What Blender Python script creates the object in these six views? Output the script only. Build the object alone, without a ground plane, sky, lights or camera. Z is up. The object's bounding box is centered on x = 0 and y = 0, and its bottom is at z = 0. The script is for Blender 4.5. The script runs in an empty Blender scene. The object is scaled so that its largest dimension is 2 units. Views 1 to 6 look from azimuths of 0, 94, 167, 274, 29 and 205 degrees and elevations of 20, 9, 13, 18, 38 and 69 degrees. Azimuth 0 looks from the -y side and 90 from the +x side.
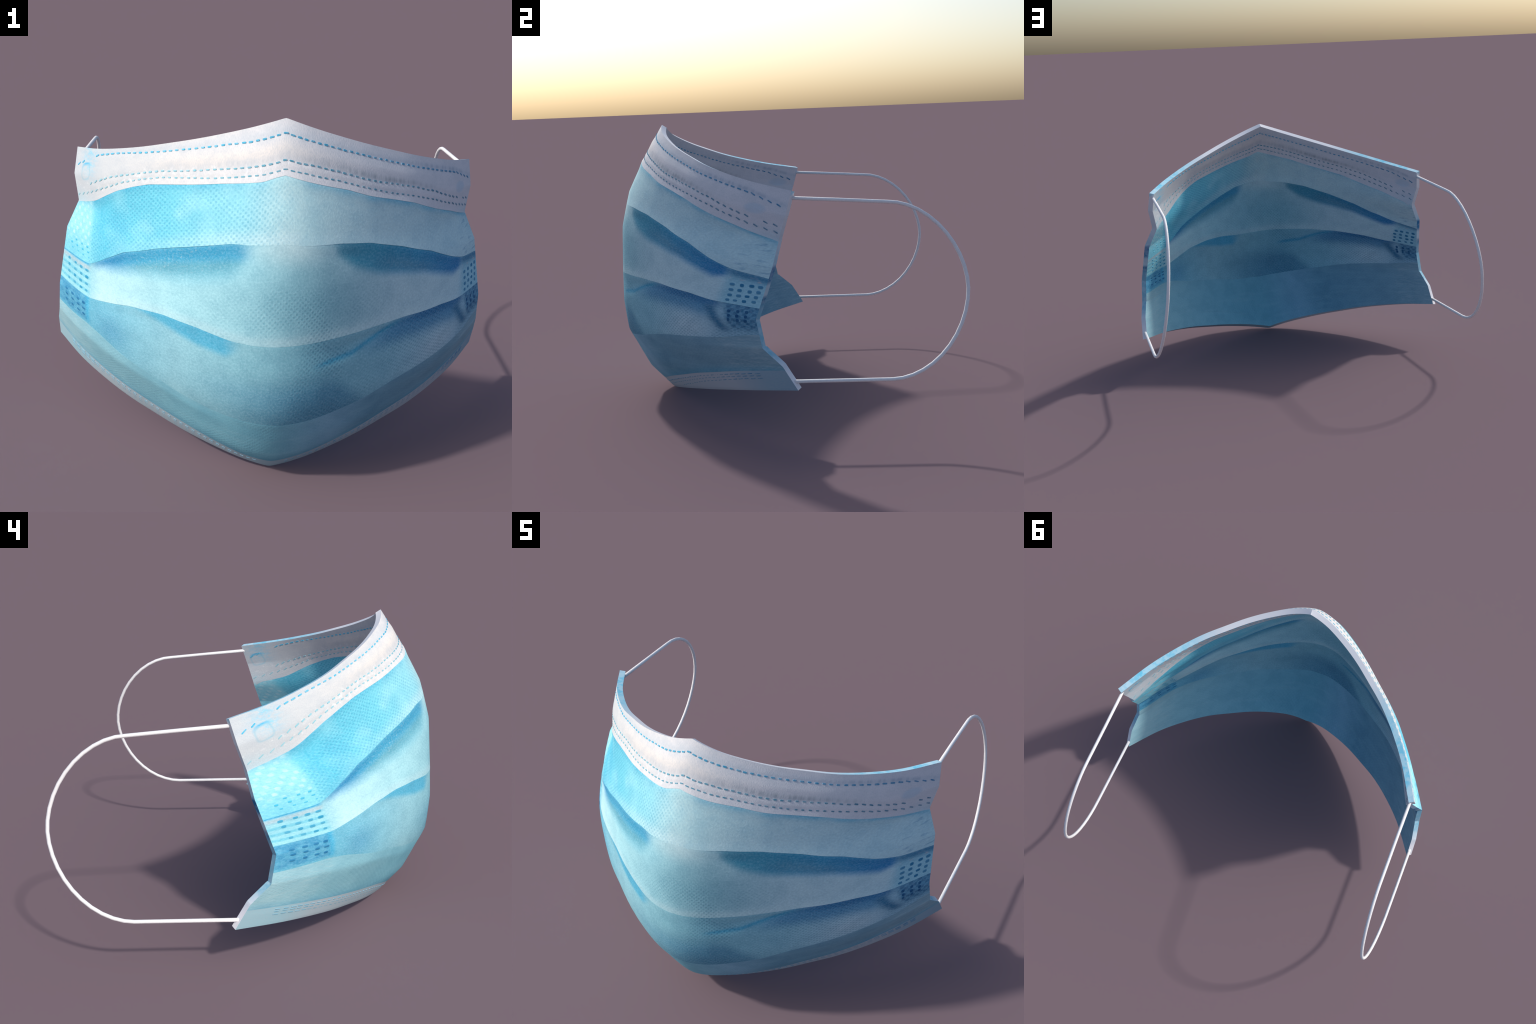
"""A pleated surgical face mask: a curved sheet lofted through nine rows,
cut into panels along its fold lines, with stitched bands, side welds and
two elastic ear loops.  All parts share the frame of one Empty (the thing),
which is turned 1.8 degrees about z; material masks use Object coordinates."""
import bpy, math
import numpy as np
from mathutils import Matrix, Vector

rng = np.random.default_rng(7)

# --------------------------------------------------------------- the sheet
# nine rows from brow to chin: centre-line (y, z) and side edge (x, y, z)
CENTRE_Y = np.array([-.643, -.739, -.843, -.892, -.905, -.909, -.889, -.777, -.648])
CENTRE_Z = np.array([1.493, 1.340, 1.138, .9465, .685, .527, .365, .140, .002])
EDGE_X = np.array([.888, .900, .878, .929, .943, .956, .966, .989, .996])
EDGE_Y = np.array([.077, .044, .010, -.022, -.066, -.108, -.083, .010, .078])
EDGE_Z = np.array([1.180, 1.066, .950, .835, .710, .592, .458, .373, .259])
# how far a row has swept back from centre to edge, at eight equal steps of x
SWEEP = np.array([0, .021, .082, .166, .275, .395, .552, .746, 1])
FLATTER = np.array([0, .2, .6, 1, 1.2, 1.2, 1, .6, 0])
ROW_FLATTER = np.array([0, .009, .017, .020, .018, .020, .020, .016, .002])
THICK = .030
CREASE = np.array([.004, .03, .06, .08, .08, .08, .07, .05, .012])


def catmull(vals, t):
    """Catmull-Rom through equally spaced values (t in index units)."""
    v = np.asarray(vals, float)
    n = len(v)
    i = np.clip(np.floor(t).astype(int), 0, n - 2)
    w = t - i
    p1, p2 = v[i], v[i + 1]
    p0 = np.where(i > 0, v[np.maximum(i - 1, 0)], 2 * p1 - p2)
    p3 = np.where(i < n - 2, v[np.minimum(i + 2, n - 1)], 2 * p2 - p1)
    return .5 * (2 * p1 + (p2 - p0) * w + (2 * p0 - 5 * p1 + 4 * p2 - p3) * w**2 + (3 * p1 - p0 - 3 * p2 + p3) * w**3)


def rows_at(u):
    """the nine row points of the column at signed u in -1..1"""
    a = abs(u)
    sw = np.concatenate([SWEEP[:0:-1], SWEEP])
    fl = np.concatenate([FLATTER[:0:-1], FLATTER])
    f = catmull(sw, np.array(a * 8 + 8.0)) + ROW_FLATTER * catmull(fl, np.array(a * 8 + 8.0))
    # the crease down the middle is crisp at brow and chin, rounded between
    soft = (np.sqrt(a * a + CREASE**2) - CREASE) / (np.sqrt(1 + CREASE**2) - CREASE)
    return np.stack([EDGE_X * u, CENTRE_Y + (EDGE_Y - CENTRE_Y) * f, CENTRE_Z + (EDGE_Z - CENTRE_Z) * soft], 1)


def v_of(x, z):
    """0 at the brow edge, 1 at the chin edge: both edges run straight in x-z"""
    ax = np.abs(x)
    zt, zb = 1.493 - .3525 * ax, .2605 * ax
    return (zt - z) / (zt - zb)


ROUND_T = np.linspace(0, 8, 8 * 24 + 1)
_columns = {}


ROUNDING = [.2]  # 0: straight between rows, 1: spline through the rows


def column(u):
    """dense points down one column and their v"""
    k = (round(float(u), 6), ROUNDING[0])
    if k not in _columns:
        k0, k = k, k[0]
        r = rows_at(k)
        lin = np.stack([np.interp(ROUND_T, np.arange(9), r[:, c]) for c in range(3)], 1)
        cur = np.stack([catmull(r[:, c], ROUND_T) for c in range(3)], 1)
        w = np.clip((1 - abs(k)) / .25, 0, 1)
        p = lin + (cur - lin) * w * ROUNDING[0]
        v = v_of(p[:, 0], p[:, 2])
        v = (v - v[0]) / (v[-1] - v[0])
        _columns[k0] = (p, np.maximum.accumulate(v))
        k = k0
    return _columns[k]


def sheet(u, v):
    p, vv = column(u)
    return np.stack([np.interp(v, vv, p[:, c]) for c in range(3)], -1)


def sheet_frame(u, v):
    """position, across, down and outward unit vectors"""
    u = float(np.clip(u, -1, 1))
    e = .006
    ua, ub = max(u - e, -1), min(u + e, 1)
    va, vb = np.clip(np.asarray(v, float) - e, 0, 1), np.clip(np.asarray(v, float) + e, 0, 1)
    du = sheet(ub, v) - sheet(ua, v)
    dv = sheet(u, vb) - sheet(u, va)
    n = np.cross(du, dv)
    n /= np.linalg.norm(n, axis=-1, keepdims=True)
    n = np.where(n[..., 1:2] * 1.0 + n[..., 0:1] * np.sign(u) * -.6 > 0, -n, n)
    return sheet(u, v), du / np.linalg.norm(du, axis=-1, keepdims=True), dv / np.linalg.norm(dv, axis=-1, keepdims=True), n


# ---------------------------------------------- lines drawn on the sheet, v(x)
LINES = dict(
    band=[(-1, .29), (-.90, .258), (-.77, .205), (-.719, .174), (-.663, .147), (-.594, .128), (-.524, .118), (-.4, .120), (-.235, .123),
          (-.075, .131), (-.035, .126), (0, .126), (.035, .126), (.138, .127), (.243, .128), (.332, .137), (.447, .143), (.543, .150),
          (.623, .168), (.76, .20), (.872, .248), (1, .29)],
    fold_one=[(-1, .457), (-.95, .455), (-.785, .447), (-.70, .392), (-.624, .349), (-.481, .313), (-.391, .297), (-.306, .285), (-.186, .272),
              (-.108, .276), (0, .280), (.067, .276), (.211, .264), (.337, .264), (.489, .285), (.633, .317), (.827, .392), (.931, .416), (1, .43)],
    fold_two=[(-1, .585), (-.944, .583), (-.785, .580), (-.586, .529), (-.448, .518), (-.314, .524), (-.189, .539), (-.09, .542), (0, .541),
              (.102, .534), (.243, .527), (.381, .521), (.53, .520), (.70, .532), (.798, .549), (.86, .554), (.951, .565), (1, .57)],
    fold_three=[(-1, .71), (-.94, .713), (-.812, .70), (-.744, .707), (-.619, .74), (-.476, .757), (-.365, .774), (-.256, .784), (-.178, .786),
                (0, .777), (.138, .777), (.313, .769), (.45, .753), (.56, .742), (.713, .735), (.837, .728), (.937, .703), (1, .70)],
    chin=[(-1, .90), (-.85, .909), (-.747, .918), (-.607, .925), (-.504, .932), (-.368, .937), (-.252, .95), (-.12, .962), (0, .957), (.116, .96),
          (.207, .957), (.356, .945), (.475, .935), (.611, .92), (.726, .91), (.832, .90), (.95, .892), (1, .89)],
    stitch_one=[(-.90, .082), (-.82, .046), (-.764, .023), (-.667, .016), (-.57, .018), (-.467, .022), (-.23, .028), (-.119, .034), (0, .033),
                (.145, .031), (.36, .032), (.55, .036), (.71, .041), (.78, .046), (.866, .073), (.90, .085)],
    stitch_two=[(-.90, .19), (-.767, .122), (-.696, .099), (-.625, .089), (-.549, .081), (-.471, .079), (-.224, .087), (-.06, .094), (0, .091),
                (.116, .086), (.221, .087), (.352, .095), (.453, .097), (.543, .099), (.649, .111), (.761, .14), (.872, .172), (.92, .187)],
    stitch_three=[(-.90, .225), (-.748, .152), (-.648, .116), (-.573, .103), (-.472, .097), (-.221, .109), (-.06, .114), (0, .111), (.082, .108),
                  (.221, .109), (.348, .117), (.449, .125), (.546, .128), (.649, .142), (.764, .17), (.87, .205), (.92, .222)],
)
XS = np.linspace(-1.02, 1.02, 511)
_line = {}
for name, pts in LINES.items():
    px, pv = zip(*pts)
    y = np.interp(XS, px, pv)
    k = np.exp(-.5 * (np.arange(-10, 11) / 3.2) ** 2)
    _line[name] = np.convolve(np.pad(y, 10, mode="edge"), k / k.sum(), "valid")


def line(name, x):
    if name == "top":
        return np.zeros_like(np.asarray(x, float))
    if name == "bottom":
        return np.ones_like(np.asarray(x, float))
    return np.interp(x, XS, _line[name])


def smooth(a, b, t):
    t = np.clip((t - a) / (b - a), 0, 1)
    return t * t * (3 - 2 * t)


# ------------------------------------------------------------------- relief
def seal(x):
    """pleats lie flat in the welded sides and vanish at the very edge"""
    return (1 - .65 * smooth(.74, .82, abs(x)))


def wedge_left(x, v):
    top, low = line("fold_one", x), np.interp(x, [-.79, -.59, -.45, -.32, -.2, -.1, 0], [.455, .418, .40, .385, .365, .315, .28])
    return (smooth(-.80, -.74, x) * (1 - smooth(-.17, -.07, x))) * smooth(top - .004, top + .004, v) * (1 - smooth(low - .03, low + .022, v))


def wedge_right(x, v):
    top, low = line("fold_one", x), np.interp(x, [.18, .28, .38, .60, .77, .84, .9], [.264, .31, .343, .382, .438, .425, .41])
    return (smooth(.18, .27, x) * (1 - smooth(.80, .88, x))) * smooth(top - .004, top + .004, v) * (1 - smooth(low - .025, low + .018, v))


def relief(x, v, panel, edge):
    """height over the sheet, metres; edge = 0 at the sheet's rim"""
    h = 0 * v
    if panel == "nose_band":
        d = line("band", x) - v
        h = .0035 * np.exp(-d / .012) + .0022 * np.exp(-((v - (line("stitch_one", x) + .027)) / .013) ** 2) * (1 - smooth(.45, .62, abs(x)))
        for s in ("stitch_one", "stitch_two", "stitch_three"):
            h = h - .0016 * np.exp(-((v - line(s, x)) / .006) ** 2)
    elif panel == "upper_pleat":
        d = line("fold_one", x) - v
        h = (.15 + .85 * smooth(.05, .25, abs(x + .02))) * .0035 * np.exp(-d / .045)
    elif panel == "middle_pleat":
        d = line("fold_two", x) - v
        h = (.25 + .75 * smooth(.1, .4, abs(x))) * .0035 * np.exp(-d / .05) - .004 * wedge_left(x, v) - .005 * wedge_right(x, v)
    elif panel == "lower_pleat":
        d = line("fold_three", x) - v
        h = .002 * np.exp(-d / .04)
        diag = np.interp(x, [.05, .17, .29, .42, .6], [.63, .604, .585, .548, .53])
        h = h - .005 * smooth(.10, .30, x) * (1 - smooth(.75, .84, x)) * (1 - smooth(diag - .012, diag + .02, v))
        h = h - .006 * np.exp(-((x - (.83 - 1.0 * (v - .63) * -.35)) / .022) ** 2 - ((v - .615) / .045) ** 2)
    elif panel == "chin_panel":
        d = line("chin", x) - v
        h = .0 * d + .003 * np.exp(-((v - .84 - .1 * x) / .03) ** 2) * smooth(.1, .3, abs(x))
    elif panel == "chin_band":
        h = .002 * smooth(0, .02, v - line("chin", x)) + 0 * v
    return h * seal(x) * edge


PANELS = [("nose_band", "top", "band", 40), ("upper_pleat", "band", "fold_one", 44), ("middle_pleat", "fold_one", "fold_two", 52),
          ("lower_pleat", "fold_two", "fold_three", 44), ("chin_panel", "fold_three", "chin", 34), ("chin_band", "chin", "bottom", 16)]
COLS = np.linspace(-1, 1, 321)
STEP = dict(nose_band=.0005, upper_pleat=.0009, middle_pleat=.0009, lower_pleat=.0006, chin_panel=.0005)


def panel_points(panel, upper, lower, n, mirror):
    """grid of points of one panel; mirror=-1 draws the lines mirrored (lining)"""
    P = np.zeros((n, len(COLS), 3))
    for j, u in enumerate(COLS):
        # x along the column changes a little with v: settle the two lines
        va = vb = None
        x = u * .93
        va, vb = line(upper, mirror * x), line(lower, mirror * x)
        for _ in range(3):
            va = line(upper, mirror * sheet(u, va)[0])
            vb = line(lower, mirror * sheet(u, vb)[0])
        tuck = .005 if upper != "top" else 0
        t = np.linspace(0, 1, n)
        t = t ** 1.0
        v = va - tuck + (vb - va + tuck) * t
        p, _, _, nrm = sheet_frame(u, v)
        edge = (1 - smooth(.97, 1, abs(u)))
        h = relief(mirror * p[:, 0], v, panel, edge)
        h = h * smooth(0, .012, v) * (1 - smooth(.99, 1, v)) if panel in ("nose_band", "chin_band") else h
        if tuck:
            # the panel starts tucked just under the free edge of the one above
            above = PANELS[[q[0] for q in PANELS].index(panel) - 1][0]
            lip = relief(mirror * p[:, 0], np.minimum(v, va), above, edge)
            h = h + (lip - h) * (1 - smooth(.0, .035, v - va)) - (STEP[above] * (.3 + .7 * float(smooth(.05, .3, abs(u)))) + .0012 * (v < va - 1e-6)) * edge * (1 - smooth(.0, .03, v - va))
        hh = h
        if mirror > 0:
            P[:, j] = p + nrm * hh[:, None]
        else:
            P[:, j] = p - nrm * (THICK + .7 * hh)[:, None]
    return P


def grid_normals(P, flip):
    n = np.cross(np.gradient(P, axis=1), np.gradient(P, axis=0))
    n /= np.linalg.norm(n, axis=2, keepdims=True) + 1e-12
    # the coarse cloth shades softly from column to column
    k = np.exp(-.5 * (np.arange(-20, 21) / 7.0) ** 2)
    n = np.stack([[np.convolve(np.pad(r, 20, mode="edge"), k / k.sum(), "valid") for r in n[:, :, c]] for c in range(3)], 2)
    n /= np.linalg.norm(n, axis=2, keepdims=True) + 1e-12
    return (n if flip else -n).reshape(-1, 3)


def panel_with_normals(panel, a, b, n, mirror):
    """flat-faceted points like the folded cloth, shaded with the rounded sheet's normals"""
    P = panel_points(panel, a, b, n, mirror)
    ROUNDING[0] = 1.0
    N = grid_normals(panel_points(panel, a, b, n, mirror), mirror < 0)
    ROUNDING[0] = .2
    return P, N


def grid_faces(nr, nc, flip, base=0):
    f = []
    for i in range(nr - 1):
        for j in range(nc - 1):
            a = base + i * nc + j
            q = (a, a + nc, a + nc + 1, a + 1)
            f.append(q[::-1] if flip else q)
    return f


def mesh_object(name, verts, faces, material, parent, smooth_shade=True, slots=None):
    me = bpy.data.meshes.new(name)
    me.from_pydata([tuple(map(float, v)) for v in verts], [], faces)
    mats = material if isinstance(material, (list, tuple)) else [material]
    for m in mats:
        me.materials.append(m)
    if slots is not None:
        me.polygons.foreach_set("material_index", slots)
    me.polygons.foreach_set("use_smooth", [smooth_shade] * len(faces))
    me.update()
    ob = bpy.data.objects.new(name, me)
    bpy.context.scene.collection.objects.link(ob)
    ob.parent = parent
    return ob


# ---------------------------------------------------------------- materials
def lin(r, g, b):
    f = lambda c: c / 12.92 if c <= .04045 else ((c + .055) / 1.055) ** 2.4
    return (f(r / 255), f(g / 255), f(b / 255), 1)


class Nodes:
    """a tiny writer of shader node trees"""

    def __init__(self, name, rough=.85, sheen=.0):
        self.mat = bpy.data.materials.new(name)
        self.mat.use_nodes = True
        self.t = self.mat.node_tree
        self.bsdf = self.t.nodes["Principled BSDF"]
        self.bsdf.inputs["Roughness"].default_value = rough
        self.bsdf.inputs["Specular IOR Level"].default_value = .25

    def put(self, sock, val):
        if isinstance(val, bpy.types.NodeSocket):
            self.t.links.new(val, sock)
        else:
            sock.default_value = val

    def m(self, op, a, b=0.0, c=0.0, clamp=False):
        n = self.t.nodes.new("ShaderNodeMath")
        n.operation, n.use_clamp = op, clamp
        for s, v in zip(n.inputs, (a, b, c)):
            self.put(s, v)
        return n.outputs[0]

    def step(self, x, a, b):
        n = self.t.nodes.new("ShaderNodeMapRange")
        n.interpolation_type = "SMOOTHSTEP"
        for s, v in zip(n.inputs[:5], (x, a, b, 0.0, 1.0)):
            self.put(s, v)
        return n.outputs[0]

    def near(self, x, c, w):
        """bell of width w round c"""
        d = self.m("DIVIDE", self.m("SUBTRACT", x, c), w)
        return self.m("POWER", 2.718, self.m("MULTIPLY", self.m("MULTIPLY", d, d), -1.0))

    def mul(self, *a):
        r = a[0]
        for b in a[1:]:
            r = self.m("MULTIPLY", r, b)
        return r

    def inv(self, a):
        return self.m("SUBTRACT", 1.0, a)

    def mix(self, f, a, b, mode="MIX"):
        n = self.t.nodes.new("ShaderNodeMix")
        n.data_type, n.blend_type = "RGBA", mode
        n.clamp_factor = True
        self.put(n.inputs[0], f)
        self.put(n.inputs[6], a)
        self.put(n.inputs[7], b)
        return n.outputs[2]

    def ramp(self, f, stops, mode="LINEAR"):
        n = self.t.nodes.new("ShaderNodeValToRGB")
        n.color_ramp.interpolation = mode
        e = n.color_ramp.elements
        while len(e) < len(stops):
            e.new(.5)
        for el, (p, c) in zip(e, stops):
            el.position = p
            el.color = c if isinstance(c, tuple) else (c, c, c, 1)
        self.put(n.inputs[0], f)
        return n.outputs[0]

    def curve(self, x, pts):
        """piecewise linear value over x in -1..1"""
        f = self.m("MULTIPLY_ADD", x, .5, .5)
        return self.ramp(f, [((px + 1) / 2, pv) for px, pv in pts[:32]])

    def noise(self, vec, scale, detail=2.0, rough=.5):
        n = self.t.nodes.new("ShaderNodeTexNoise")
        self.put(n.inputs["Vector"], vec)
        n.inputs["Scale"].default_value = scale
        n.inputs["Detail"].default_value = detail
        n.inputs["Roughness"].default_value = rough
        return n.outputs[0]

    def vec(self, x, y, z=0.0):
        n = self.t.nodes.new("ShaderNodeCombineXYZ")
        for s, v in zip(n.inputs, (x, y, z)):
            self.put(s, v)
        return n.outputs[0]

    def frame(self, mirror):
        """x across, v from brow to chin, and a flat fabric vector, out of Object coordinates"""
        tc = self.t.nodes.new("ShaderNodeTexCoord")
        sp = self.t.nodes.new("ShaderNodeSeparateXYZ")
        self.t.links.new(tc.outputs["Object"], sp.inputs[0])
        self.obj = tc.outputs["Object"]
        x, y, z = sp.outputs
        ax = self.m("ABSOLUTE", x)
        if mirror < 0:
            x = self.m("MULTIPLY", x, -1.0)
        zt = self.m("MULTIPLY_ADD", ax, -.3525, 1.493)
        zb = self.m("MULTIPLY", ax, .2605)
        v = self.m("DIVIDE", self.m("SUBTRACT", zt, z), self.m("SUBTRACT", zt, zb))
        if mirror < 0:
            v = self.m("SUBTRACT", v, self.m("MULTIPLY_ADD", v, -.018, .010))
        self.x, self.ax, self.v, self.y, self.z = x, ax, v, y, z
        self.s = self.m("MULTIPLY", v, 1.25)
        self.flat = self.vec(x, self.s)
        return x, v

    def lattice(self, pitch=.0200):
        """bonded dots of the fabric in staggered rows, 0..1"""
        k = 2 * math.pi / pitch
        wob = self.m("MULTIPLY", self.m("SUBTRACT", self.noise(self.flat, 7, 1), .5), 3.0)
        a = self.m("COSINE", self.m("ADD", self.m("MULTIPLY", self.x, k), wob))
        b = self.m("COSINE", self.m("MULTIPLY_ADD", self.m("MULTIPLY_ADD", self.x, .12, self.s), k * 1.05, wob))
        return self.m("MULTIPLY_ADD", self.mul(a, b), .5, .5)

    def bump(self, h, strength=.2, dist=.004):
        n = self.t.nodes.new("ShaderNodeBump")
        n.inputs["Strength"].default_value = strength
        n.inputs["Distance"].default_value = dist
        self.put(n.inputs["Height"], h)
        self.t.links.new(n.outputs[0], self.bsdf.inputs["Normal"])

    def done(self, col):
        self.put(self.bsdf.inputs["Base Color"], col)
        return self.mat


def pts_of(name):
    return LINES[name]


WHITE = lin(226, 228, 231)
CYAN_DEEP = lin(28, 132, 178)


def grain(n, col, fine=.30, coarse=.12, lattice=.16, mask=1.0, tone=None, pale=None):
    """fibre speckle, cloudy blotches and the lattice of bonded dots"""
    tone = tone or lin(70, 165, 195)
    pale = pale or lin(226, 240, 244)
    f = n.step(n.noise(n.flat, 125, 4, .7), .40, .66)
    g = n.step(n.noise(n.vec(n.x, n.s, 4.0), 90, 4, .7), .44, .70)
    c = n.step(n.noise(n.flat, 13, 4, .6), .38, .66)
    patch = n.step(n.noise(n.vec(n.x, n.s, 3.1), 5.0, 2), .36, .60)
    la = n.step(n.lattice(), .46, .85)
    lam = n.mul(la, n.m("MULTIPLY_ADD", patch, .75, .25), mask)
    shade = n.mix(.5, lin(196, 224, 232), tone)
    deep = lambda c: n.mix(.8, c, shade, "MULTIPLY")
    col = n.mix(n.m("MULTIPLY", c, coarse * 2), col, deep(col))
    col = n.mix(n.m("MULTIPLY", lam, lattice * 2.2), col, deep(col))
    col = n.mix(n.m("MULTIPLY", g, fine * .8), col, deep(col))
    col = n.mix(n.m("MULTIPLY", f, fine), col, n.mix(.5, col, n.mix(.6, col, pale, "ADD")))
    n.bump(n.m("ADD", n.m("MULTIPLY", f, .5), n.m("MULTIPLY", lam, -.9)), .18, .003)
    col = n.mix(1.0, col, (1.03, 1.05, 1.02, 1), "MULTIPLY")
    return col


def side_masks(n):
    """inside the welded side strips: left and right"""
    left = n.inv(n.step(n.x, -.80, -.775))
    right = n.step(n.x, .80, .845)
    return left, right


def mat_nose_band(mirror):
    n = Nodes("white_band_fabric" if mirror > 0 else "white_lining_fabric")
    x, v = n.frame(mirror)
    col = n.ramp(n.m("MULTIPLY_ADD", x, .5, .5), [(0, lin(203, 212, 218)), (.12, lin(204, 210, 213)), (.3, lin(218, 218, 217)), (.45, lin(222, 222, 223)),
                                                 (.6, lin(220, 221, 225)), (1, lin(208, 212, 221))])
    one, two = n.curve(x, pts_of("stitch_one")), n.curve(x, pts_of("stitch_two"))
    mid = n.m("ADD", one, .028)
    warm = n.mul(n.near(v, mid, .018), n.near(x, -.15, .3))  # warm highlight tinted into the white, left of centre
    col = n.mix(n.m("MULTIPLY", warm, .5), col, lin(236, 227, 216))
    # cool strip above the first stitches, fibre shadows painted grey over both rows
    cool = n.mul(n.near(v, n.m("SUBTRACT", one, .008), .012), n.m("MULTIPLY_ADD", n.noise(n.flat, 40, 2), .9, .1))
    col = n.mix(n.m("MULTIPLY", cool, .5), col, lin(188, 206, 220))
    streak = n.step(n.noise(n.vec(n.m("MULTIPLY", x, 75.0), n.m("MULTIPLY", v, 9.0)), 1.0, 2), .40, .62)
    painted_shadow = n.mul(n.near(v, n.m("SUBTRACT", two, .012), .009), n.m("ADD", n.mul(n.near(x, .40, .26), .95), n.mul(n.near(x, -.2, .3), .28)),
                 n.m("MULTIPLY_ADD", streak, .6, .4))
    col = n.mix(n.m("MULTIPLY", painted_shadow, .75), col, lin(128, 142, 152))
    painted_shadow2 = n.mul(n.near(v, n.m("SUBTRACT", one, .011), .008), n.near(x, .72, .2), n.m("MULTIPLY_ADD", streak, .7, .3))
    col = n.mix(n.m("MULTIPLY", painted_shadow2, .6), col, lin(140, 160, 182))
    # embossing highlights, coloured pale onto the cloth between the stitches
    painted_glint = n.step(n.noise(n.vec(n.m("MULTIPLY", x, 60.0), n.m("MULTIPLY", v, 60.0)), 1.0, 1), .55, .7)
    rows = n.m("ADD", n.near(v, two, .012), n.near(v, n.curve(x, pts_of("stitch_three")), .012))
    col = n.mix(n.mul(painted_glint, rows, n.inv(n.step(x, .2, .5)), .6), col, lin(238, 239, 240))
    # ear-loop weld at the left end: cyan blush, deep dashes and a rounded stamp
    blush = n.mul(n.near(x, -.812, .034), n.inv(n.step(v, .05, .16)), n.m("MULTIPLY_ADD", n.step(n.noise(n.flat, 55, 4, .7), .38, .62), .9, .1))
    col = n.mix(n.m("MULTIPLY", blush, .75), col, lin(118, 208, 236))
    dx, dv = n.m("DIVIDE", n.m("SUBTRACT", x, -.832), .022), n.m("DIVIDE", n.m("SUBTRACT", v, n.m("MULTIPLY_ADD", x, -.35, -.192)), .030)
    r = n.m("POWER", n.m("ADD", n.m("POWER", n.m("ABSOLUTE", dx), 3.0), n.m("POWER", n.m("ABSOLUTE", dv), 3.0)), .333)
    col = n.mix(n.m("MULTIPLY", n.near(r, 1.0, .13), .5), col, lin(132, 196, 216))
    dash = n.mul(n.near(r, 1.18, .14), n.inv(n.step(dv, -.9, -.5)), n.near(dx, .1, 1.0))
    col = n.mix(n.m("MULTIPLY", dash, .9), col, lin(60, 184, 228))
    # pale oval weld at the right end
    ox, ov = n.m("DIVIDE", n.m("SUBTRACT", x, .815), .032), n.m("DIVIDE", n.m("SUBTRACT", v, .108), .026)
    oval = n.inv(n.step(n.m("ADD", n.m("MULTIPLY", ox, ox), n.m("MULTIPLY", ov, ov)), .35, 1.35))
    col = n.mix(n.m("MULTIPLY", oval, .5), col, lin(165, 196, 218))
    # blue shows through towards the sides below the band
    low = n.mul(n.step(v, .15, .25), n.step(n.ax, .74, .86))
    col = n.mix(n.m("MULTIPLY", low, .35), col, lin(150, 210, 228))
    fine = n.noise(n.vec(n.m("MULTIPLY", x, 3.0), n.s), 120, 3, .6)
    cloud = n.step(n.noise(n.flat, 16, 4, .65), .42, .66)
    col = n.mix(n.m("MULTIPLY", cloud, .28), col, lin(178, 190, 200))
    col = n.mix(n.m("MULTIPLY", n.step(fine, .42, .66), .35), col, lin(180, 190, 200))
    n.bump(fine, .35, .003)
    return n.done(col)


def across(n, stops):
    return n.ramp(n.m("MULTIPLY_ADD", n.x, .5, .5), [((p + 1) / 2, c) for p, c in stops])


def mat_upper(mirror):
    n = Nodes("blue_upper_fabric" if mirror > 0 else "blue_upper_lining")
    x, v = n.frame(mirror)
    col = across(n, [(-1, lin(118, 200, 222)), (-.8, lin(122, 206, 226)), (-.74, lin(88, 188, 216)), (-.45, lin(110, 201, 223)), (-.15, lin(144, 210, 225)),
                     (.0, lin(182, 215, 222)), (.25, lin(184, 214, 222)), (.6, lin(178, 210, 221)), (.95, lin(182, 212, 222))])
    fold = n.curve(x, pts_of("fold_one"))
    d = n.m("SUBTRACT", fold, v)
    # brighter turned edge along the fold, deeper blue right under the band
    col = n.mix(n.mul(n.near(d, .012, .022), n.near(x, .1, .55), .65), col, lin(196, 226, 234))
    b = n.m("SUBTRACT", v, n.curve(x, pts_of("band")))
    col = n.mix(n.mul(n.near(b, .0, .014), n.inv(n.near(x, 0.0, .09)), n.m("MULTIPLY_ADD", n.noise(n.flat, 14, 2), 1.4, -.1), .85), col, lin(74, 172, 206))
    pale = n.step(n.noise(n.vec(x, n.s, 7.0), 5.5, 2), .45, .68)
    col = n.mix(n.mul(pale, n.near(x, -.3, .4), .55), col, lin(170, 226, 238))
    left, right = side_masks(n)
    # pale pillows of the side weld, from the band down to the dark marks
    bub = n.mul(n.m("COSINE", n.m("MULTIPLY", x, 2 * math.pi / .034)), n.m("COSINE", n.m("MULTIPLY_ADD", v, 2 * math.pi / .036, n.m("MULTIPLY", x, 14.0))))
    bub = n.mul(n.step(bub, .05, .75), n.m("MULTIPLY_ADD", n.noise(n.flat, 28, 2), 1.8, -.35, clamp=True))
    col = n.mix(n.mul(left, n.inv(n.step(v, .30, .44)), .45), col, lin(168, 218, 230))
    col = n.mix(n.mul(left, bub, n.inv(n.step(v, .36, .42)), .55), col, lin(212, 234, 240))
    col = n.mix(n.mul(right, n.step(n.noise(n.vec(n.m("MULTIPLY", x, 24.0), n.m("MULTIPLY", v, 70.0)), 1.0, 1), .55, .7), .45), col, lin(112, 160, 190))
    col = grain(n, col, mask=n.mul(n.inv(left), n.m("MULTIPLY_ADD", n.inv(n.step(x, -.15, .12)), .9, .1)), lattice=.26, tone=lin(44, 168, 208))
    return n.done(col)


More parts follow.
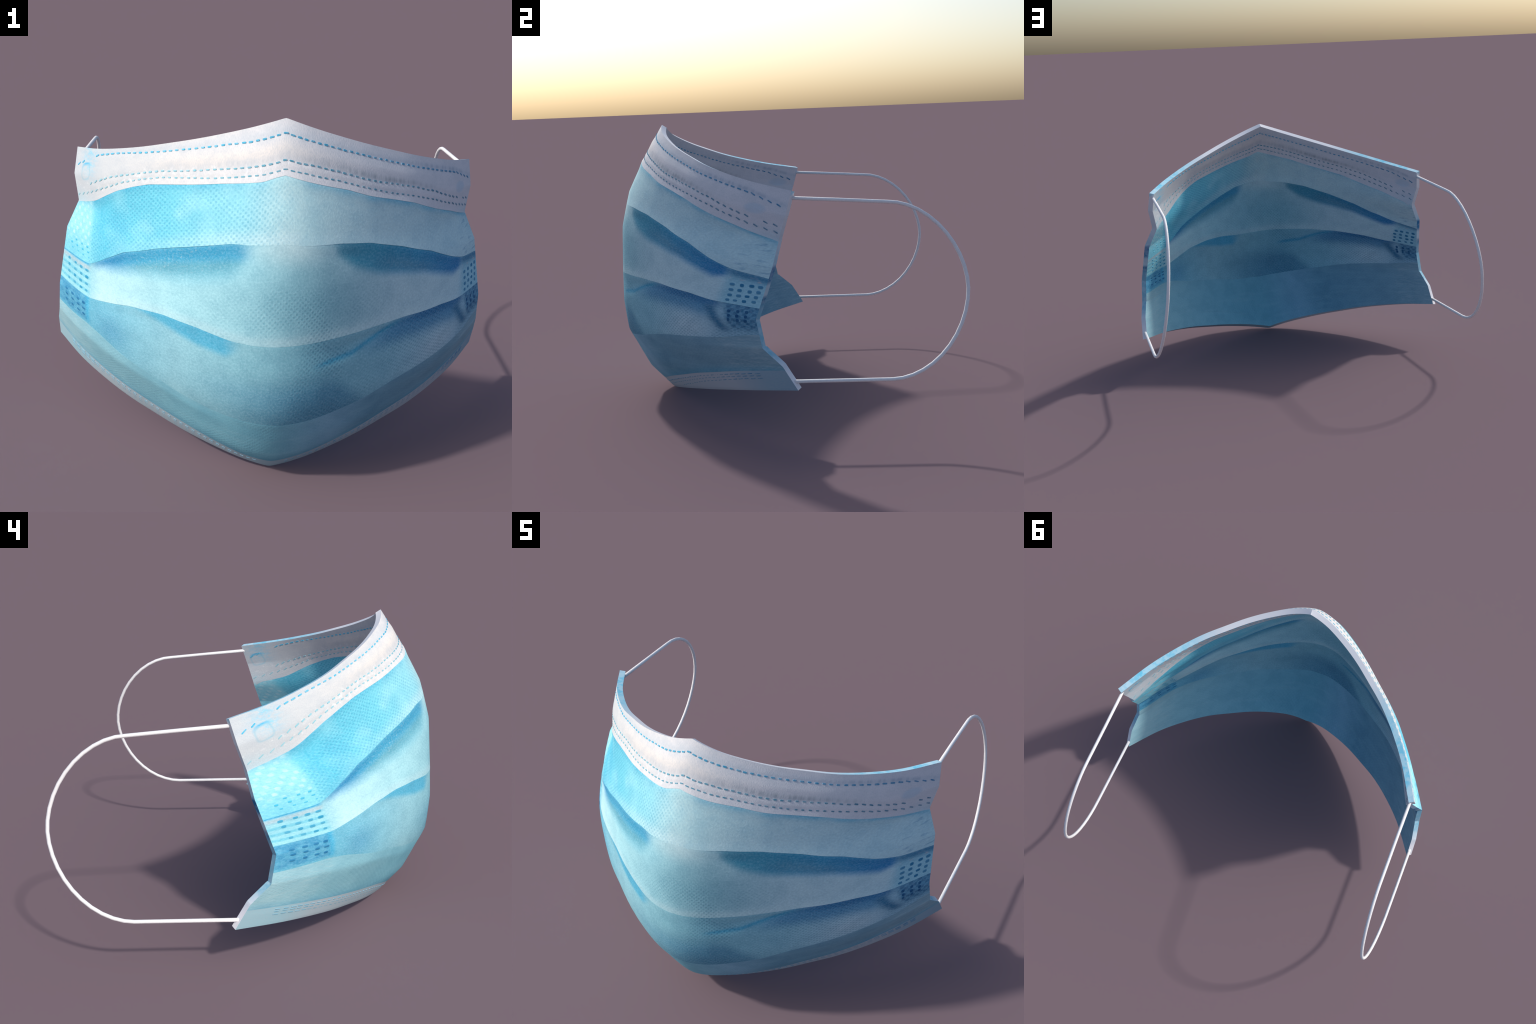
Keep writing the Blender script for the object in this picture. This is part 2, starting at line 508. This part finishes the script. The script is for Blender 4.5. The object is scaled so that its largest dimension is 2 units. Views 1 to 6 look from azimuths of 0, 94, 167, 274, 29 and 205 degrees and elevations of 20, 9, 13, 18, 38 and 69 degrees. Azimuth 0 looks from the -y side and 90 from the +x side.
def mat_middle(mirror):
    n = Nodes("blue_middle_fabric" if mirror > 0 else "blue_middle_lining")
    x, v = n.frame(mirror)
    col = across(n, [(-1, lin(122, 190, 210)), (-.79, lin(150, 205, 220)), (-.73, lin(184, 226, 236)), (-.4, lin(168, 220, 232)), (-.1, lin(156, 208, 222)),
                     (.15, lin(156, 198, 210)), (.45, lin(178, 208, 220)), (.78, lin(180, 210, 222)), (.95, lin(172, 206, 220))])
    top, bot = n.curve(x, pts_of("fold_one")), n.curve(x, pts_of("fold_two"))
    # greyer, dotted belly in the middle
    belly = n.mul(n.near(x, .12, .25), n.near(v, .43, .11))
    col = n.mix(n.m("MULTIPLY", belly, .6), col, lin(112, 176, 196))
    t = n.m("SUBTRACT", v, top)
    spot = n.noise(n.flat, 120, 4, .7)
    # left shadow of the first fold, baked as deep cyan, greyer inside
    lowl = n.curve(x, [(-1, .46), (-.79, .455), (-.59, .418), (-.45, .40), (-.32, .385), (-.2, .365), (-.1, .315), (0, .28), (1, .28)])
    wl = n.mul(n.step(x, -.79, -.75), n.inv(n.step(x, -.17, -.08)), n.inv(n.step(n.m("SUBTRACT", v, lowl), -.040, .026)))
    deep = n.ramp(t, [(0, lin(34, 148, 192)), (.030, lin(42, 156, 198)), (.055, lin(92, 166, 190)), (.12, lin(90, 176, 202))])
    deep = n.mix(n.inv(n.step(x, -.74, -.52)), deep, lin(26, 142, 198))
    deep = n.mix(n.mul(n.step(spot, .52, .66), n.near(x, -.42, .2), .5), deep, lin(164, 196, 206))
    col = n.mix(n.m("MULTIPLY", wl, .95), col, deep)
    # right fold shadow, also in the colour: sharper, darkest near the side
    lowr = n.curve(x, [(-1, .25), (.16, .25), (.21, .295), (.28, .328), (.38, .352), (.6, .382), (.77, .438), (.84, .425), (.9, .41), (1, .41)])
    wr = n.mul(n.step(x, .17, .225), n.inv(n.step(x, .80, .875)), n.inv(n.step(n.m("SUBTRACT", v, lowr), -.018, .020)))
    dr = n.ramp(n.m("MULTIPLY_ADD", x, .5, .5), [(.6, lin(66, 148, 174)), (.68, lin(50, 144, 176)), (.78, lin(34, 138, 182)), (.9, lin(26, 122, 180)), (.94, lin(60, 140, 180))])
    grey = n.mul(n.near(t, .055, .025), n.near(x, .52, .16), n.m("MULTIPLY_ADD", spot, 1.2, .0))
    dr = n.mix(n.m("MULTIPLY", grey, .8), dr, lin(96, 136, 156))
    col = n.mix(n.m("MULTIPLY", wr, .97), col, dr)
    # thin contact shadow drawn along the whole fold, bright turned edge below
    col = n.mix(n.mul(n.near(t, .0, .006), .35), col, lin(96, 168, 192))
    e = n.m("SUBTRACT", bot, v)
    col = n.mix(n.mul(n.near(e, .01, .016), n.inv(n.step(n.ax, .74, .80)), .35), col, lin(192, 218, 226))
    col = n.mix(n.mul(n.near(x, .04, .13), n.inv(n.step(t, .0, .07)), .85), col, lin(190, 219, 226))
    # welded tabs at the sides
    left, right = side_masks(n)
    row = n.m("COSINE", n.m("MULTIPLY", n.m("SUBTRACT", v, .479), 2 * math.pi / .027))
    tabl = n.mix(n.step(row, -.6, .9), lin(150, 210, 224), lin(112, 194, 216))
    tabl = n.mix(n.mul(n.near(t, .018, .012), .8), tabl, lin(176, 190, 200))
    tabl = n.mix(n.mul(n.near(t, .002, .006), .95), tabl, lin(40, 160, 208))
    col = n.mix(n.mul(left, .9), col, tabl)
    tabr = n.mix(n.mul(n.near(t, .012, .022), .9), lin(146, 196, 216), lin(48, 120, 160))
    pink = n.mul(n.near(t, .03, .012), n.step(n.noise(n.vec(n.m("MULTIPLY", x, 40.0), n.m("MULTIPLY", v, 60.0)), 1.0, 1), .55, .65))
    tabr = n.mix(n.mul(pink, .6), tabr, lin(176, 176, 188))
    col = n.mix(right, col, tabr)
    col = grain(n, col, mask=n.mul(n.inv(left), n.near(x, .12, .36), n.step(v, .34, .46)), lattice=.22, tone=lin(66, 150, 178))
    return n.done(col)


def mat_lower(mirror):
    n = Nodes("blue_lower_fabric" if mirror > 0 else "blue_lower_lining")
    x, v = n.frame(mirror)
    col = across(n, [(-1, lin(96, 176, 206)), (-.75, lin(108, 182, 208)), (-.4, lin(142, 194, 210)), (-.1, lin(132, 187, 203)), (.15, lin(116, 175, 195)),
                     (.45, lin(130, 182, 202)), (.7, lin(160, 196, 214)), (1, lin(120, 168, 194))])
    top = n.curve(x, pts_of("fold_two"))
    t = n.m("SUBTRACT", v, top)
    # left: second fold's shadow tinted saturated blue, tapering off
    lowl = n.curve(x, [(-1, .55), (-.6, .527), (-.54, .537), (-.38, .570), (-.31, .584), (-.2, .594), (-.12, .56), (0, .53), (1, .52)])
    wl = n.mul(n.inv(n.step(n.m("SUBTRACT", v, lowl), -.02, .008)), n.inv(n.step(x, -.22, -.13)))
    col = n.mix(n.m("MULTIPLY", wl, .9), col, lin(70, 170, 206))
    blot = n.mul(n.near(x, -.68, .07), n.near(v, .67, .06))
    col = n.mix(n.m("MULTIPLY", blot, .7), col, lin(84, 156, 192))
    # right: cloth darkened for shade between the fold and a diagonal crease
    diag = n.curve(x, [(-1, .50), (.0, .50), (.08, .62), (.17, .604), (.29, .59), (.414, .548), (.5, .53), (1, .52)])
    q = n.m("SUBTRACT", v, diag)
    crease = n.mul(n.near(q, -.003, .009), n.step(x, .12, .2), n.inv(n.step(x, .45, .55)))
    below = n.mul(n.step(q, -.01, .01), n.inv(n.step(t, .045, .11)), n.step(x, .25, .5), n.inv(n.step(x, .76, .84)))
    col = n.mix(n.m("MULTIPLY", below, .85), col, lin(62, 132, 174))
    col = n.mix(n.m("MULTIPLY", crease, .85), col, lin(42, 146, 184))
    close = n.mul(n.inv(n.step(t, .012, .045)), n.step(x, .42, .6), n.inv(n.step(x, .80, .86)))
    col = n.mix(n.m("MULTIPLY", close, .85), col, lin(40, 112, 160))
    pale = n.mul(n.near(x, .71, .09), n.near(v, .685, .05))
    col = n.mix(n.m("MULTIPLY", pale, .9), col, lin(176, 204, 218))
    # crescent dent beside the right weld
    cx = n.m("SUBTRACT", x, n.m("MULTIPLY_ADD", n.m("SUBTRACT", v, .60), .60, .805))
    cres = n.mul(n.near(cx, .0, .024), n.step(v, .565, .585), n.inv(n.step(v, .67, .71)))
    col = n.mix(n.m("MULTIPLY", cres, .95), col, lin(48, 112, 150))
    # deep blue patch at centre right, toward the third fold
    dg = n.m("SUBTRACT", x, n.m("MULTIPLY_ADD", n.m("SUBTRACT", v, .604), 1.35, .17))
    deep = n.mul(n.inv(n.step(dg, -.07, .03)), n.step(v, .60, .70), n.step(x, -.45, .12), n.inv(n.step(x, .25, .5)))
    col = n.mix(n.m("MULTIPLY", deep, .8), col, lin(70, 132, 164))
    left, right = side_masks(n)
    tabl = n.mix(n.step(n.noise(n.flat, 30, 2), .4, .65), lin(64, 148, 190), lin(88, 168, 202))
    tabl = n.mix(n.mul(n.near(x, -.79, .014), .8), tabl, lin(52, 172, 214))
    bot = n.curve(x, pts_of("fold_three"))
    col = n.mix(n.mul(left, n.inv(n.step(n.m("SUBTRACT", v, bot), -.02, .0)), .95), col, tabl)
    net = n.step(n.mul(n.m("SINE", n.m("MULTIPLY", x, 2 * math.pi / .028)), n.m("SINE", n.m("MULTIPLY", v, 2 * math.pi / .032))), -.3, .5)
    tabr = n.mix(net, lin(86, 144, 178), lin(50, 112, 152))
    fade = n.m("MULTIPLY_ADD", n.m("SUBTRACT", v, .57), 1.0, 0.0)
    rr = n.mul(n.step(n.m("SUBTRACT", x, n.m("MULTIPLY", fade, .3)), .835, .86), n.inv(n.step(v, .66, .70)))
    col = n.mix(n.m("MULTIPLY", rr, .9), col, tabr)
    col = grain(n, col, mask=n.mul(n.inv(left), n.step(x, -.1, .2)), lattice=.26, tone=lin(40, 124, 160))
    return n.done(col)


def mat_chin(mirror):
    n = Nodes("blue_chin_fabric" if mirror > 0 else "blue_chin_lining")
    x, v = n.frame(mirror)
    col = across(n, [(-1, lin(160, 200, 212)), (-.78, lin(140, 192, 208)), (-.3, lin(124, 186, 206)), (0, lin(112, 174, 196)), (.22, lin(128, 176, 202)),
                     (.4, lin(104, 154, 180)), (.8, lin(120, 160, 182)), (1, lin(134, 168, 186))])
    bot = n.curve(x, pts_of("chin"))
    if mirror > 0:
        col = n.mix(n.mul(n.near(v, bot, .022), .5), col, lin(84, 160, 192))
    st = n.step(n.noise(n.vec(n.m("MULTIPLY_ADD", v, 3.0, n.m("MULTIPLY", x, 3.0)), n.m("MULTIPLY", v, 30.0)), 1.2, 2), .5, .66)
    col = n.mix(n.m("MULTIPLY", st, .10), col, lin(164, 206, 220))
    left, right = side_masks(n)
    wrink = n.step(n.noise(n.vec(n.m("MULTIPLY", x, 26.0), n.m("MULTIPLY", v, 90.0)), 1.0, 2), .42, .72)
    col = n.mix(n.mul(n.m("ADD", left, right), wrink, .22), col, lin(190, 210, 216))
    col = grain(n, col, fine=.12, lattice=.06, tone=lin(60, 148, 182))
    return n.done(col)


def mat_chin_band(mirror):
    n = Nodes("white_chin_fabric" if mirror > 0 else "white_chin_lining")
    x, v = n.frame(mirror)
    col = across(n, [(-1, lin(158, 196, 208)), (-.88, lin(152, 194, 207)), (-.76, lin(170, 188, 197)), (-.2, lin(164, 188, 199)), (0, lin(146, 182, 198)), (.2, lin(168, 188, 199)), (.78, lin(176, 188, 198)), (.92, lin(140, 172, 190)), (1, lin(136, 168, 188))])
    fine = n.noise(n.flat, 120, 3, .6)
    col = n.mix(n.m("MULTIPLY_ADD", fine, .7, -.22, clamp=True), col, lin(176, 190, 200))
    n.bump(fine, .2, .003)
    return n.done(col)


def mat_rim():
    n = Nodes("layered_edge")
    x, v = n.frame(1)
    tip = n.step(n.noise(n.vec(n.m("MULTIPLY", x, 30.0), n.m("MULTIPLY", n.y, 30.0), n.m("MULTIPLY", n.z, 30.0)), 1.0, 3), .42, .6)
    top = n.ramp(n.ax, [(0, lin(232, 233, 238)), (.44, lin(226, 230, 236)), (.52, lin(200, 220, 232)), (.62, lin(150, 212, 234)), (.8, lin(110, 204, 234)), (.87, lin(176, 214, 230))])
    top = n.mix(n.mul(tip, n.step(n.ax, .45, .65), .6), top, lin(200, 228, 238))
    side = n.ramp(v, [(0, lin(226, 230, 236)), (.28, lin(190, 206, 218)), (.35, lin(160, 196, 214)), (.37, lin(34, 110, 160)), (.43, lin(60, 130, 172)), (.455, lin(176, 204, 218)),
                      (.50, lin(170, 200, 214)), (.52, lin(52, 120, 160)), (.56, lin(120, 172, 198)), (.68, lin(130, 184, 206)), (.80, lin(130, 184, 206)), (.86, lin(206, 216, 226)),
                      (.92, lin(232, 232, 238)), (1, lin(236, 236, 240))])
    side = n.mix(n.m("MULTIPLY", tip, .25), side, lin(214, 224, 232))
    bottom = lin(160, 178, 192)
    col = n.mix(n.step(v, .015, .03), top, side)
    col = n.mix(n.mul(n.step(v, .95, .97), n.inv(n.step(n.ax, .93, .97))), col, bottom)
    return n.done(col)


def plain(name, col, rough=.8, spread=.12, scale=60):
    n = Nodes(name, rough)
    tc = n.t.nodes.new("ShaderNodeTexCoord")
    f = n.noise(tc.outputs["Object"], scale, 3)
    dark = tuple(c * (1 - spread) for c in col[:3]) + (1,)
    return n.done(n.mix(n.m("MULTIPLY_ADD", f, 2.0, -.5, clamp=True), dark, col))


# ------------------------------------------------------------------- build
mask = bpy.data.objects.new("surgical_mask", None)
bpy.context.scene.collection.objects.link(mask)
mask.location = (.006, 0, 0)
mask.rotation_euler = (0, 0, math.radians(1.8))
mask["label"] = "light blue pleated disposable face mask with white ear loops"
mask["category"] = "face mask"

MAKERS = dict(nose_band=mat_nose_band, upper_pleat=mat_upper, middle_pleat=mat_middle, lower_pleat=mat_lower, chin_panel=mat_chin, chin_band=mat_chin_band)

parts = {}
for panel, a, b, n in PANELS:
    P, N = panel_with_normals(panel, a, b, n, 1)
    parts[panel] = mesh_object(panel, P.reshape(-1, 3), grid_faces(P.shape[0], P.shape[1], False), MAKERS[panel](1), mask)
    parts[panel].data.normals_split_custom_set_from_vertices([tuple(map(float, q)) for q in N])

# the lining: the same panels mirrored, one part
verts, faces, slots, mats, norms = [], [], [], [], []
for k, (panel, a, b, n) in enumerate(PANELS):
    P, N = panel_with_normals(panel, a, b, n, -1)
    norms.extend(N)
    f = grid_faces(P.shape[0], P.shape[1], True, len(verts))
    verts.extend(P.reshape(-1, 3))
    faces.extend(f)
    slots.extend([k] * len(f))
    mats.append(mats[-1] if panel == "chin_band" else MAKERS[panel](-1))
lining = mesh_object("inner_lining", verts, faces, mats, mask, slots=slots)
lining.data.normals_split_custom_set_from_vertices([tuple(map(float, q)) for q in norms])

# rim that closes outer layer and lining, with bevelled corners of its own
ring = [(u, 0.0) for u in np.linspace(-1, 1, 161)] + [(1.0, v) for v in np.linspace(0, 1, 121)[1:]]
ring += [(u, 1.0) for u in np.linspace(1, -1, 161)[1:]] + [(-1.0, v) for v in np.linspace(1, 0, 121)[1:-1]]
rv = []
for u, v in ring:
    p, _, _, nn = sheet_frame(u, np.array([v]))
    for d in (0.0, .25, .5, .75, 1.0):
        rv.append(p[0] - nn[0] * THICK * d)
m, rf = len(ring), []
for i in range(m):
    for k in range(4):
        j = (i + 1) % m
        rf.append((i * 5 + k, j * 5 + k, j * 5 + k + 1, i * 5 + k + 1))
rim = mesh_object("edge_binding", rv, rf, mat_rim(), mask, smooth_shade=False)


# ------------------------------------------------------------ stitched dashes
def u_at(x, v):
    u = x / .93
    for _ in range(6):
        u = np.clip(u * 1.0 + (x - sheet(float(np.clip(u, -1, 1)), v)[0]) / .93, -1, 1)
    return float(u)


def dash_geometry(out, x, v, length, width, inner, tilt=0.0, lift=.0011):
    """one pressed dash: a small rounded lozenge following the cloth"""
    sx = -x if inner else x
    u = u_at(sx, v)
    p, across_, down, nrm = sheet_frame(u, np.array([v]))
    p, a, d, nn = p[0], across_[0], down[0], nrm[0]
    if inner:
        p, nn = p - nn * THICK, -nn
    dd = np.cross(nn, a)
    dd = dd if dd @ d > 0 else -dd
    ca, sa = math.cos(tilt), math.sin(tilt)
    a2, d2 = a * ca + dd * sa, dd * ca - a * sa
    base = len(out[0])
    shape = [(-1, -.45), (-.8, -1), (.8, -1), (1, -.45), (1, .45), (.8, 1), (-.8, 1), (-1, .45)]
    for sx_, sy_ in shape:
        out[0].append(p + a2 * sx_ * length / 2 + d2 * sy_ * width / 2 - nn * .004)
    for sx_, sy_ in shape:
        out[0].append(p + a2 * sx_ * length / 2 * .96 + d2 * sy_ * width / 2 * .92 + nn * lift)
    out[1].append(tuple(range(base + 8, base + 16)) if np.dot(np.cross(a2, d2), nn) > 0 else tuple(range(base + 15, base + 7, -1)))
    for i in range(8):
        j = (i + 1) % 8
        out[1].append((base + i, base + j, base + 8 + j, base + 8 + i))


def slope(name, x):
    return (line(name, x + .012) - line(name, x - .012)) / .024


def stitch_row(name, x0, x1, count, length, width, material, parent, inner=False, row=None, offset=0.0, skip=None, lift=.0011):
    out = ([], [])
    for i in range(count):
        x = x0 + (x1 - x0) * i / (count - 1)
        if skip and skip(x):
            continue
        v = float(line(row, x)) + offset
        s = -1 if inner else 1
        # tilt of the printed line against the cloth rows
        dash_geometry(out, x + rng.normal(0, .0006), v + rng.normal(0, .0004), length * rng.uniform(.88, 1.1) * (1 + .8 * float(smooth(.5, .85, abs(x)))), width * rng.uniform(.85, 1.12), inner,
                      tilt=s * math.atan(1.25 * slope(row, x)), lift=lift)
    ob = mesh_object(name, out[0], out[1], material, parent, smooth_shade=False)
    ob["kind"] = "stuff"
    return ob


def stitch_material(name, stops):
    n = Nodes(name, .8)
    x, v = n.frame(1 if "lining" not in name else -1)
    col = across(n, stops)
    f = n.noise(n.flat, 70, 1)
    return n.done(n.mix(n.m("MULTIPLY_ADD", f, 1.6, -.5, clamp=True), col, n.mix(.45, col, lin(200, 215, 222))))


BRIGHT = [(-1, lin(70, 182, 218)), (-.3, lin(80, 190, 222)), (0, lin(52, 160, 196)), (.5, lin(70, 146, 184)), (1, lin(48, 116, 160))]
GREYED = [(-1, lin(150, 200, 212)), (-.3, lin(132, 196, 210)), (0, lin(78, 152, 176)), (.5, lin(82, 134, 158)), (1, lin(84, 128, 158))]
CHIN = [(-1, lin(112, 168, 190)), (1, lin(92, 140, 170))]
for inner in (False, True):
    tag = "_lining" if inner else ""
    par = lining if inner else parts["nose_band"]
    bright, greyed = stitch_material("stitch_blue" + tag, BRIGHT), stitch_material("stitch_grey" + tag, GREYED)
    stitch_row("stitch_row", -.872, .872, 69, .0168, .0070, bright, par, inner, "stitch_one", skip=lambda x: -.84 < x < -.775)
    stitch_row("stitch_row", -.80, .872, 66, .0158, .0066, greyed, par, inner, "stitch_two", skip=lambda x: .80 < x < .835)
    stitch_row("stitch_row", -.872, .872, 69, .0155, .0060, greyed, par, inner, "stitch_three")
    if not inner:
        chin = stitch_material("stitch_chin", CHIN)
        for off in (.014, .026, .040):
            stitch_row("stitch_row", -.90, .90, 70, .0170, .0044, chin, parts["chin_band"], False, "chin", off,
                       skip=lambda x, o=off: abs(x) < .05 or float(line("chin", x)) + o > .985, lift=.0022)


# ------------------------------------------------------------- weld marks
def weld_mesh():
    """a shallow pillow pressed into the cloth, unit footprint"""
    v, f = [], []
    rings = [(1.0, -.0012), (.85, .0004), (.6, .0011), (.3, .0013)]
    for r, z in rings:
        for k in range(14):
            t = 2 * math.pi * k / 14
            c, s = math.cos(t), math.sin(t)
            v.append((r * math.copysign(abs(c) ** .6, c) * .5, r * math.copysign(abs(s) ** .6, s) * .5, z))
    for i in range(len(rings) - 1):
        for k in range(14):
            j = (k + 1) % 14
            f.append((i * 14 + k, i * 14 + j, i * 14 + 14 + j, i * 14 + 14 + k))
    f.append(tuple(range(3 * 14, 4 * 14)))
    me = bpy.data.meshes.new("weld_mark")
    me.from_pydata(v, [], f)
    me.polygons.foreach_set("use_smooth", [True] * len(f))
    return me


def weld_set(mesh_name, material, parent, cells, size, inner):
    me = weld_base.copy()
    me.name = mesh_name
    me.materials.append(material)
    for x, v in cells:
        sx = -x if inner else x
        u = u_at(sx, v)
        p, a, d, nn = (q[0] for q in sheet_frame(u, np.array([v])))
        if inner:
            p, nn = p - nn * THICK, -nn
        y = np.cross(nn, a)
        w, h = size[0] * rng.uniform(.85, 1.12), size[1] * rng.uniform(.85, 1.12)
        M = Matrix((tuple(a * w) + (0,), tuple(y * h) + (0,), tuple(nn) + (0,), (0, 0, 0, 1))).transposed()
        M.translation = Vector(p)
        ob = bpy.data.objects.new("weld_mark", me)
        bpy.context.scene.collection.objects.link(ob)
        ob.parent = parent
        ob.matrix_local = M


def cells(xs, vs, lean=0.0):
    return [(x + lean * (v - vs[0]) + rng.normal(0, .0012), v + .04 * (x - xs[0]) * 0 + rng.normal(0, .0008)) for v in vs for x in xs]


def weld_material(name, core, brim):
    """pressed mark: dark floor that blends into the cloth at its brim"""
    n = Nodes(name, .75)
    tc = n.t.nodes.new("ShaderNodeTexCoord")
    sp = n.t.nodes.new("ShaderNodeSeparateXYZ")
    n.t.links.new(tc.outputs["Object"], sp.inputs[0])
    x, y = n.m("MULTIPLY", sp.outputs[0], 2.0), n.m("MULTIPLY", sp.outputs[1], 2.0)
    r = n.m("ADD", n.m("POWER", n.m("ABSOLUTE", x), 2.5), n.m("POWER", n.m("ABSOLUTE", n.m("SUBTRACT", y, .12)), 2.0))
    oi = n.t.nodes.new("ShaderNodeObjectInfo")
    c = n.mix(n.m("MULTIPLY", oi.outputs["Random"], .35), core, brim)
    return n.done(n.mix(n.step(r, .25, 1.0), c, brim))


weld_base = weld_mesh()
weld_blue = weld_material("weld_blue", lin(46, 148, 186), lin(124, 200, 220))
weld_cyan = weld_material("weld_cyan", lin(66, 182, 216), lin(124, 206, 226))
weld_dark = weld_material("weld_dark", lin(34, 110, 156), lin(74, 156, 194))
weld_teal = weld_material("weld_teal", lin(34, 116, 158), lin(120, 178, 204))
weld_deep = weld_material("weld_deep", lin(26, 84, 128), lin(76, 136, 172))
for inner in (False, True):
    q = (lambda part: lining) if inner else (lambda part: parts[part])
    weld_set("weld_mark", weld_cyan, q("upper_pleat"), cells([-.898, -.866, -.834, -.802], [.385, .405, .425], .25)[1:], (.026, .0100), inner)
    weld_set("weld_mark", weld_blue, q("middle_pleat"), cells([-.902, -.868, -.834, -.802], [.479, .506, .533, .560], .0), (.036, .0145), inner)
    weld_set("weld_mark", weld_dark, q("lower_pleat"), cells([-.912, -.878, -.846, -.816], [.615, .640, .668], .0), (.034, .0125), inner)
    weld_set("weld_mark", weld_teal, q("middle_pleat"), cells([.850, .876, .902, .926], [.463, .489, .514, .539], .0), (.033, .0185), inner)
    weld_set("weld_mark", weld_deep, q("lower_pleat"), cells([.868, .894, .920], [.590, .612, .634], .12), (.022, .0200), inner)


# --------------------------------------------------------------- ear loops
def ear_loop(side):
    """elastic cord: straight runs joined by a half oval, standing nearly upright"""
    def at(y, z):
        return np.array([side * (1.020 - .1312 * z), y, z])
    path = [np.array([side * .868, .060, 1.146]), np.array([side * .8705, .30, 1.129])]
    k = 22
    for i in range(k + 1):
        t = math.pi * i / k
        s, c = math.sin(t), math.cos(t)
        e = 1.09 if c > 0 else 1.06  # the upper bend is a little tighter
        path.append(at(.519 + .357 * abs(s) ** e, (.7085 + (.4040 if c > 0 else .4110) * math.copysign(abs(c) ** e, c))))
    path += [np.array([side * .979, .30, .2975]), np.array([side * .976, .050, .2975])]
    path, ns, r = np.array(path), 10, .0088
    v, f = [], []
    up = np.array([1.0, 0, 0])
    for i, p in enumerate(path):
        t = path[min(i + 1, len(path) - 1)] - path[max(i - 1, 0)]
        t /= np.linalg.norm(t)
        a = up - t * (up @ t)
        a /= np.linalg.norm(a)
        b = np.cross(t, a)
        for q in range(ns):
            w = 2 * math.pi * q / ns
            v.append(p + (a * math.cos(w) + b * math.sin(w)) * r)
    for i in range(len(path) - 1):
        for q in range(ns):
            j = (q + 1) % ns
            f.append((i * ns + q, i * ns + j, i * ns + ns + j, i * ns + ns + q))
    f += [tuple(range(ns))[::-1], tuple(range((len(path) - 1) * ns, len(path) * ns))]
    return mesh_object("ear_loop", v, f, cord, mask)


cord = plain("white_elastic", lin(238, 238, 240), .7, .08, 90)
for side in (1, -1):
    ear_loop(side)
